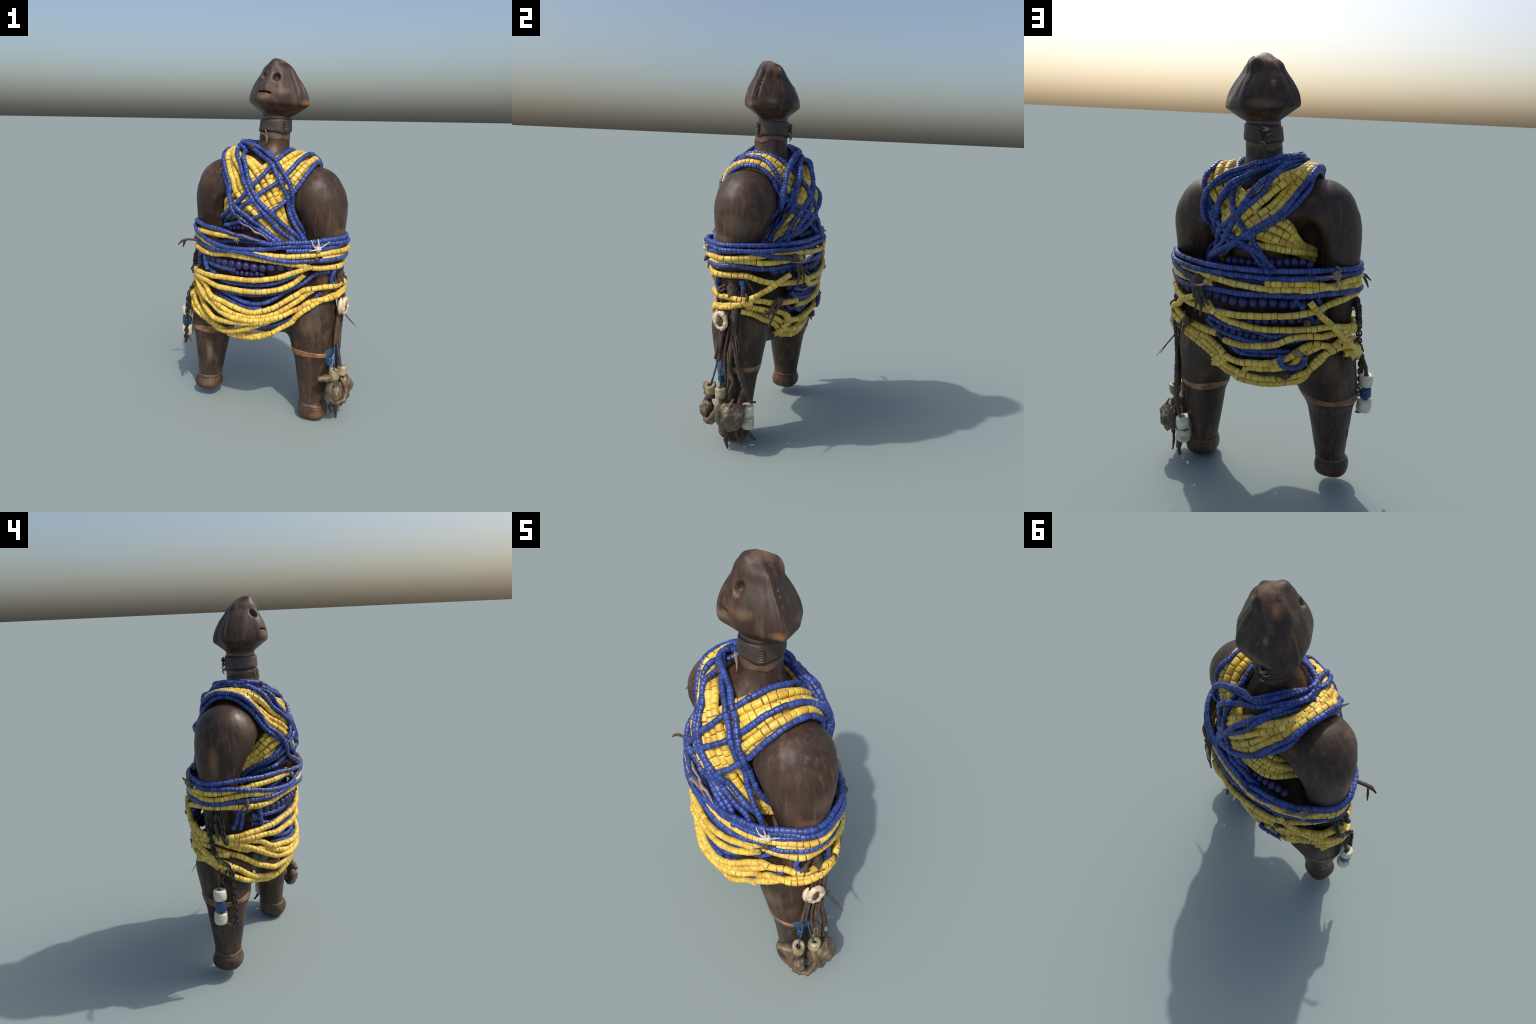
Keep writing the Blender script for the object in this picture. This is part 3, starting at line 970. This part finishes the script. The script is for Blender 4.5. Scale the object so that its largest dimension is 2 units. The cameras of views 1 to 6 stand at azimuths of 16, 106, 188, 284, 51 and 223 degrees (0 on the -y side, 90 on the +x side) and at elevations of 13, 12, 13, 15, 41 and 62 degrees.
BEAD_NAME = {'Y': 'yellow_bead', 'B': 'blue_bead', 'D': 'round_bead'}
SHAPE = {k: bead_shape(k, 20 if k == 'D' else 14) for k in 'YBD'}
UNIT = {k: make_mesh(BEAD_NAME[k], *SHAPE[k]) for k in 'YBD'}
for k in UNIT:
    UNIT[k].materials.append(MAT[k])
    UNIT[k].polygons.foreach_set('use_smooth', np.ones(len(UNIT[k].polygons), bool))

single = {'Y': 0, 'B': 0, 'D': 0}
bulk = {'Y': [], 'B': [], 'D': []}
order = list(range(len(STRANDS)))[::-1]      # the last laid lie outermost
for si in order:
    colour, path, r = STRANDS[si]
    p, s = resample(path, .004)
    t, u, v = frames(p)
    total = s[-1]
    # bead lengths that fill the strand
    L = []
    big = random.random() < .25
    while sum(L) < total:
        base = LENGTH[colour] * (1.18 if (colour == 'Y' and r > .015) else 1) * (r / RADIUS[colour] if colour == 'D' else 1)
        L.append(base * (1 + .22 * max(min(random.gauss(0, 1), 2), -1.6)) if colour != 'D' else base * random.uniform(.9, 1.1))
    L = np.array(L) * total / sum(L)
    mid = np.cumsum(L) - L / 2
    thread_name = {'Y': 'yellow_bead_strand', 'B': 'blue_bead_strand', 'D': 'round_bead_strand'}[colour]
    core = r * {'Y': .80, 'B': .86, 'D': .25}[colour]
    tv, tf = tube(resample(path, .010)[0], core, 8)
    thread = add(thread_name, poly_mesh(thread_name, [(tv, tf)]), 'cord_b' if colour == 'B' else 'cord_y' if colour == 'Y' else 'leather')
    alone = single[colour] + len(L) <= 300
    for k in range(len(L)):
        i = min(np.searchsorted(s, mid[k]), len(p) - 1)
        # chord through the bead keeps neighbours touching
        c = np.array([np.interp(mid[k], s, p[:, j]) for j in range(3)])
        a_ = np.array([np.interp(mid[k] - L[k] / 2, s, p[:, j]) for j in range(3)])
        b_ = np.array([np.interp(mid[k] + L[k] / 2, s, p[:, j]) for j in range(3)])
        z = b_ - a_
        ln = np.linalg.norm(z); z = z / max(ln, 1e-9)
        x = np.cross(z, [.3, .5, .8]); x /= np.linalg.norm(x); y = np.cross(z, x)
        tip = rng.normal(0, .016, 2)
        z2 = z + x * tip[0] + y * tip[1]; z2 /= np.linalg.norm(z2)
        x = x - z2 * (x @ z2); x /= np.linalg.norm(x); y = np.cross(z2, x)
        rad = r * random.uniform(.95, 1.05)
        ht = ln * (.985 if colour == 'B' else .975)
        M = np.column_stack([x * rad, y * rad, z2 * ht])
        cc = (c + (a_ + b_) / 2) / 2 + rng.normal(0, .0006, 3)
        if alone:
            ob = bpy.data.objects.new(BEAD_NAME[colour], UNIT[colour])
            bpy.context.scene.collection.objects.link(ob)
            ob.parent = thread
            m4 = Matrix.Identity(4)
            for rr in range(3):
                for c2 in range(3):
                    m4[rr][c2] = M[rr, c2]
                m4[rr][3] = cc[rr]
            ob.matrix_local = m4
            single[colour] += 1
        else:
            bulk[colour].append(SHAPE[colour][0] @ M.T + cc)
for k, name in (('Y', 'yellow_beads'), ('B', 'blue_beads'), ('D', 'round_beads')):
    if bulk[k]:
        nv = len(SHAPE[k][0])
        V = np.concatenate(bulk[k])
        F = np.concatenate([SHAPE[k][1] + i * nv for i in range(len(bulk[k]))])
        add(name, make_mesh(name, V, F), k, stuff=True)
print('beads', single, {k: len(v) for k, v in bulk.items()})


# ------------------------------------------------------------------ knots and loose ends
def on_waist(p, lift):
    """the point above the waist wrapping in the direction of p"""
    v = np.array(p[:2]) - AXIS
    az = math.degrees(math.atan2(v[0], -v[1]))
    R = float(waist_radius(az, p[2])) + lift
    return np.array([AXIS[0] + R * v[0] / np.linalg.norm(v), AXIS[1] + R * v[1] / np.linalg.norm(v), p[2]])


def on_chest(p, lift):
    v = np.array(p) - CHEST
    return cast(CHEST, (v / np.linalg.norm(v))[None], torso, lift)[0]


def knot(centre, size, mat='leather', tails=(), seed=0, seat=on_waist, lift=.020):
    new = seat(centre, lift) if seat else np.array(centre)
    shift = new - np.array(centre)
    V = [blob(new, (size, size * .85, size), .30, 14, seed, 3)]
    ob = add('knot', poly_mesh('knot', V), mat)
    for tl in tails:
        strip('knot_tail', [new] + [np.array(q) + shift for q in tl], [size * .45, size * .38, size * .18], mat, ob, .5)
    return ob


knot((.262, .215, 1.012), .026, 'leather', [[(.275, .235, .975), (.262, .240, .925), (.268, .232, .870)], [(.255, .245, .965), (.232, .262, .915), (.240, .250, .860)], [(.222, .262, .950), (.190, .285, .925)], [(.315, .200, 1.02), (.345, .165, 1.035), (.375, .12, 1.03)]], 1)
strip('fibre', [(.36, .13, 1.03), (.31, .19, 1.010), (.262, .24, .998), (.215, .275, 1.015), (.18, .295, 1.035)], [.003, .006, .008, .005], 'tan', doll, .5)
knot((.302, .150, .800), .022, 'leather', [[(.335, .130, .790), (.345, .115, .750), (.350, .105, .715)], [(.330, .140, .760), (.350, .110, .745), (.365, .09, .760)], [(.345, .120, .700), (.352, .112, .668)]], 2)
knot((-.332, .205, 1.085), .020, 'tan', [[(-.340, .208, 1.060), (-.335, .215, 1.035)], [(-.30, .235, 1.085), (-.26, .262, 1.085)], [(-.345, .195, 1.11), (-.325, .20, 1.125)]], 3)
tuft = knot((.345, -.248, 1.040), .017, 'white_fibre', [[(.348, -.256, 1.062), (.346, -.262, 1.094)], [(.325, -.265, 1.055), (.312, -.272, 1.088)], [(.372, -.242, 1.055), (.402, -.236, 1.080)], [(.330, -.262, 1.035), (.305, -.275, 1.030)]], 4)
knot((.335, -.245, .985), .013, 'leather', [[(.315, -.262, .970), (.290, -.275, .955)]], 5)
knot((-.235, .270, .880), .016, 'leather', [[(-.265, .255, .880), (-.295, .235, .882)]], 6)
knot((-.20, .262, .735), .015, 'tan', [[(-.228, .262, .72), (-.252, .262, .675)]], 7)
knot((-.16, .252, .615), .024, 'leather', [[(-.13, .262, .612), (-.118, .262, .598), (-.13, .262, .585)], [(-.20, .245, .625), (-.215, .24, .64)]], 8)
knot((-.10, -.285, 1.070), .012, 'tan', [[(-.09, -.29, 1.058), (-.085, -.295, 1.045)]], 9)
knot(tuple(CHEST + .35 * aim(-64, 50)), .018, 'leather', [[tuple(CHEST + .36 * aim(-58, 46)), tuple(CHEST + .36 * aim(-52, 41))]], 10, on_chest, .034)
knot((.26, .185, 1.245), .024, 'leather', [[(.285, .19, 1.255), (.30, .185, 1.235)], [(.25, .215, 1.21), (.245, .225, 1.18)]], 11, on_chest, .045)
knot((-.06, -.13, 1.55), .014, 'leather', (), 12, on_chest, .040)
# flat ribbons of hide slipping out between the front strands
for pts in [[(-.090, -.28, 1.172), (-.055, -.28, 1.152), (-.02, -.29, 1.140), (.01, -.30, 1.118), (.045, -.30, 1.108), (.085, -.295, 1.078)],
            [(-.17, -.27, 1.102), (-.13, -.28, 1.100), (-.10, -.29, 1.090), (-.06, -.30, 1.094), (-.02, -.30, 1.080), (.03, -.30, 1.074)]]:
    strip('ribbon', [on_waist(q, .016 + .004 * (i % 2)) for i, q in enumerate(pts)], [.004, .010, .008, .013, .007, .003], 'tan', doll, .45, .5)
# bent twig on the right side
strip('twig', [(-.385, -.105, 1.010), (-.425, -.118, 1.014), (-.458, -.128, 1.010), (-.492, -.136, .983)], [.009, .009, .010, .004], 'leather', doll, .7)
strip('twig', [(-.455, -.118, 1.008), (-.470, -.100, .985), (-.482, -.088, .960)], [.007, .007, .003], 'leather', doll, .7)
strip('twig', [(-.39, .16, .70), (-.415, .175, .66), (-.43, .20, .616)], [.004, .003, .002], 'leather', doll)

# ------------------------------------------------------------------ hanging things on the figure's left leg
tassel = strip('tassel', [(.405, -.062, .90), (.425, -.055, .868), (.432, -.050, .80), (.434, -.048, .74)], [.030, .026, .020, .016], 'leather', doll, .7, .5, 12)
for i, (pts, rad) in enumerate([
    ([(.420, -.055, .86), (.435, -.088, .707), (.430, -.118, .571), (.428, -.138, .482)], [.010, .010, .013, .008]),
    ([(.425, -.055, .86), (.440, -.072, .712), (.436, -.103, .594), (.434, -.112, .481)], [.010, .010, .012, .008]),
    ([(.425, -.050, .87), (.442, -.047, .749), (.438, -.072, .600), (.436, -.082, .500), (.440, -.071, .352)], [.009, .009, .010, .010, .007]),
    ([(.425, -.050, .87), (.452, -.035, .753), (.446, -.044, .591), (.440, -.050, .467), (.446, -.058, .330)], [.010, .012, .012, .011, .008]),
    ([(.425, -.045, .87), (.450, -.027, .752), (.446, -.034, .607), (.438, -.020, .511), (.430, .002, .424), (.420, .030, .328), (.405, .050, .270), (.388, .078, .262)], [.010, .012, .013, .013, .014, .018, .016, .005]),
    ([(.430, -.040, .70), (.440, -.060, .52), (.438, -.048, .423), (.445, -.032, .375), (.455, -.044, .314), (.450, -.034, .240)], [.006, .008, .010, .012, .012, .008]),
    ([(.420, .03, .36), (.425, .01, .30), (.440, .005, .262), (.430, .035, .245)], [.012, .014, .012, .008]),
    ([(.425, -.03, .748), (.432, -.011, .686), (.425, .004, .607), (.420, .047, .549)], [.004, .003, .002]),
    ([(.40, .02, .86), (.42, .03, .79), (.40, .09, .745), (.37, .13, .74)], [.004, .004, .004]),
]):
    strip('leather_strip', pts, rad, 'leather', tassel, .7, .4, 9)
for i in range(16):
    a = rng.normal(0, 1, 3) * (.012, .026, .035)
    c = np.array([.415, -.055, .865]) + a
    strip('leather_strip', [c, c + (rng.normal(0, .008) + .012, rng.normal(0, .02), -.03), c + (.004, rng.normal(0, .03), -.07 - .04 * rng.random())], [.006, .010, .003], 'leather', tassel, .5, .5)
for a, b in [((.470, -.02, .62), (.505, .002, .575)), ((.475, -.005, .615), (.51, .02, .56)), ((.50, .0, .585), (.53, .02, .545))]:
    strip('leather_strip', [(.445, -.03, .66), a, b], [.003, .0025, .0018], 'leather', tassel)

# shell ring at the hip, filled with brown pith
shell_axis = np.array([.93, -.25, -.05]); shell_axis /= np.linalg.norm(shell_axis)
sx = np.cross([0, 0, 1], shell_axis); sx /= np.linalg.norm(sx); sz = np.cross(shell_axis, sx)
SC = np.array([.470, -.098, .704])
ringp = [SC + sx * .029 * math.cos(a) + sz * .038 * math.sin(a) for a in np.linspace(0, 2 * np.pi, 14, endpoint=False)]
rp = np.concatenate([catmull(ringp, True, 6), [ringp[0]]])
shell = add('shell', poly_mesh('shell', [tube(rp, .0120, 12, 1.15, .45, 3)]), 'shell')
add('shell_core', poly_mesh('shell_core', [blob(SC - shell_axis * .004, (.012, .030, .038), .35, 26, 5, 4)]), 'pith', shell)
back = [SC - shell_axis * .012 - sx * .044 + sz * z + sx * .02 * (z / .06) ** 2 for z in np.linspace(-.045, .050, 8)]
add('shell_lip', poly_mesh('shell_lip', [tube(resample(np.array(back), .006)[0], [.004, .012, .015, .012, .004], 10, .8, .15, 8)]), 'shell', shell)


def barrel(name, centre, r, h, mat, axis=(0, 0, 1), parent=doll, cut=0.0, bulge=.16, seed=0):
    """a drilled, slightly uneven glass bead with an open top"""
    prof = [(-.5, .38), (-.5, .62), (-.475, .84), (-.40, .95), (-.22, .99), (0, 1.0), (.22, .99), (.40, .96), (.475, .87), (.5, .70), (.48, .42), (.30, .30)]
    n = 28
    a = np.linspace(0, 2 * np.pi, n, endpoint=False)
    V = []
    for x, k in prof:
        for q in a:
            kk = k * (1 + .05 * noise.noise(Vector((math.cos(q) * 1.5 + seed, math.sin(q) * 1.5, x * 3))))
            V.append((kk * r * math.cos(q), kk * r * math.sin(q), x * h - (cut * math.cos(q) if x > .2 else 0)))
    V = np.array(V)
    rot = np.array(Vector((0, 0, 1)).rotation_difference(Vector(axis)).to_matrix())
    V = V @ rot.T + np.asarray(centre)
    F = [(i * n + j, i * n + (j + 1) % n, (i + 1) * n + (j + 1) % n, (i + 1) * n + j) for i in range(len(prof) - 1) for j in range(n)]
    return add(name, make_mesh(name, V, F), mat, parent)


barrel('white_bead', (.388, .034, .207), .034, .064, 'W', (.05, .04, 1), tassel, seed=1)
barrel('white_bead', (.382, .036, .138), .035, .064, 'W', (-.04, -.04, 1), tassel, seed=2)
barrel('glass_bead', (.437, -.155, .320), .030, .056, 'P', (.1, -.06, 1), tassel, .008, seed=3)
barrel('glass_bead', (.470, -.088, .322), .029, .054, 'P', (.14, .05, 1), tassel, -.006, seed=4)
barrel('glass_bead', (.403, -.112, .372), .016, .040, 'C', (.2, 0, 1), tassel, seed=5)
# blue stain rubbed into the shin behind the strips
def stain():
    rows, cols = 9, 40
    P = []
    for i in range(rows):
        for j in range(cols):
            q = 2 * math.pi * j / cols
            k = i / (rows - 1) * (.80 + .55 * noise.noise(Vector((math.cos(q) * 1.6, math.sin(q) * 1.6, 4.2))))
            a = math.radians(-24 + 34 * k * math.cos(q)); z = .408 + .075 * k * math.sin(q)
            d = np.array([[math.cos(a), math.sin(a), 0]])
            p = cast((.297, -.056, z), d, leg_l, 0, .25)[0]
            P.append(p + d[0] * (.0032 if i < rows - 2 else (.0012 if i == rows - 2 else -.004)))
    F = [(i * cols + j, (i + 1) * cols + j, (i + 1) * cols + (j + 1) % cols, i * cols + (j + 1) % cols) for i in range(rows - 1) for j in range(cols)]
    return add('blue_stain', make_mesh('blue_stain', P, F), 'blue_cloth', tassel)


stain()
strip('leather_strip', [(.428, -.125, .475), (.432, -.135, .42), (.436, -.150, .36), (.437, -.155, .325)], [.005, .005, .007], 'blue_cloth', tassel)
strip('leather_strip', [(.436, -.100, .475), (.448, -.100, .42), (.462, -.092, .36), (.470, -.088, .32)], [.005, .006, .008], 'blue_cloth', tassel)

# greasy hide pouches
main = add('hide_pouch', poly_mesh('hide_pouch', [blob((.468, -.030, .200), (.056, .072, .076), .22, 12, 2, 5)]), 'pouch', tassel)
strip('pouch_fold', [(.455, -.085, .285), (.490, -.092, .235), (.505, -.075, .180), (.500, -.040, .140)], [.014, .022, .020, .010], 'pouch', tassel, .6, .3, 12)
strip('pouch_fold', [(.475, -.015, .30), (.500, -.030, .255), (.518, -.036, .205)], [.005, .009, .006], 'pouch', tassel, .7)
front = strip('hide_pouch', [(.355, -.215, .306), (.395, -.190, .305), (.425, -.160, .292), (.440, -.150, .262)], [.014, .024, .034, .020], 'pouch', tassel, .8, .35, 14)
strip('pouch_fold', [(.425, -.165, .275), (.418, -.180, .235), (.425, -.175, .190), (.452, -.158, .160), (.487, -.135, .165), (.500, -.110, .205), (.492, -.095, .235)], [.018, .026, .026, .028, .026, .022, .012], 'pouch', tassel, .7, .4, 14)
add('hide_pouch', poly_mesh('hide_pouch', [blob((.450, -.168, .215), (.034, .034, .046), .28, 14, 9, 4)]), 'pouch', tassel)
strip('leather_strip', [(.440, -.160, .30), (.445, -.168, .27), (.448, -.172, .235)], [.016, .014, .018], 'leather', tassel, .7)
# tails under the pouches
for pts, rad in [
    ([(.440, -.045, .150), (.440, -.055, .091), (.444, -.060, .044), (.446, -.047, .003)], [.014, .013, .012, .004]),
    ([(.450, -.010, .140), (.445, .002, .080), (.442, .030, .041)], [.010, .008, .005]),
    ([(.400, .040, .105), (.400, .055, .085), (.392, .070, .062), (.386, .082, .048)], [.010, .010, .011, .008]),
    ([(.400, .020, .110), (.405, .018, .070), (.412, .010, .038)], [.010, .010, .007]),
    ([(.430, -.085, .150), (.420, -.080, .110), (.412, -.075, .080), (.425, -.090, .055)], [.012, .010, .010, .009]),
    ([(.465, -.06, .135), (.475, -.055, .10), (.470, -.05, .085)], [.008, .009, .004]),
]:
    strip('leather_strip', pts, rad, 'leather', tassel, .7, .4, 9)

# ------------------------------------------------------------------ hanging things on the figure's right leg
def chain_links(pts, r, wire, parent):
    path, s = resample(catmull(pts), .0195)
    t, u, v = frames(path)
    for i in range(len(path)):
        w = u[i] if i % 2 else v[i]
        lp = [path[i] + t[i] * r * 1.25 * math.cos(a) + w * r * .85 * math.sin(a) for a in np.linspace(0, 2 * np.pi, 8, endpoint=False)]
        c = np.concatenate([catmull(lp, True, 3), [lp[0]]])
        add('chain_link', poly_mesh('chain_link', [tube(c, wire, 6)]), 'chain', parent)


anchor = knot((-.425, .045, .925), .022, 'leather', [[(-.440, .040, .88), (-.436, .035, .84)], [(-.43, .075, .91), (-.42, .095, .90)]], 21, None)
chain_links([(-.430, .058, .950), (-.445, .085, .900), (-.450, .078, .850), (-.455, .069, .800), (-.458, .060, .750), (-.462, .04, .715), (-.466, .00, .690), (-.472, -.028, .660), (-.477, -.037, .614), (-.478, -.041, .544), (-.483, -.045, .457), (-.488, -.046, .372)], .0135, .0046, anchor)
chain_links([(-.430, .030, .945), (-.445, .012, .890), (-.448, .008, .845), (-.450, -.004, .805)], .0135, .0046, anchor)
knot((-.452, -.004, .815), .016, 'chain', (), 22, None)
strip('leather_strip', [(-.445, .045, .90), (-.448, .040, .86), (-.446, .030, .80)], [.012, .014, .006], 'leather', anchor)
strip('leather_strip', [(-.450, .030, .710), (-.478, .030, .660), (-.500, .032, .60), (-.508, .028, .545)], [.007, .008, .010, .009], 'leather', anchor)
strip('leather_strip', [(-.455, -.006, .68), (-.475, .000, .640), (-.478, .018, .610), (-.482, .005, .580), (-.480, -.006, .555), (-.478, -.004, .60)], [.008, .011, .009, .011, .008, .006], 'leather', anchor)
strip('leather_strip', [(-.44, .07, .67), (-.452, .085, .63), (-.455, .09, .55)], [.004, .003, .003], 'leather', anchor)
pend = barrel('white_bead', (-.506, .026, .538), .034, .058, 'W', (.02, .05, 1), doll, seed=11)
barrel('blue_glass_bead', (-.508, .024, .476), .029, .050, 'C', (.05, .1, 1), pend, .004, seed=12)
barrel('white_bead', (-.506, .028, .412), .035, .064, 'W', (-.05, -.06, 1), pend, seed=13)
strip('leather_strip', [(-.506, .028, .40), (-.492, .014, .372), (-.470, -.012, .352)], [.010, .011, .006], 'leather', pend)
strip('leather_strip', [(-.440, .105, .53), (-.445, .105, .48), (-.438, .094, .432), (-.430, .085, .36), (-.424, .078, .310), (-.420, .064, .240), (-.428, .040, .190), (-.434, .015, .178)], [.010, .012, .010, .008, .009, .010, .008, .004], 'leather', doll, .7, .7, 10)
strip('leather_strip', [(-.435, .085, .30), (-.438, .070, .27), (-.432, .060, .235), (-.430, .05, .20)], [.006, .008, .007, .004], 'leather', doll, .7, .7)
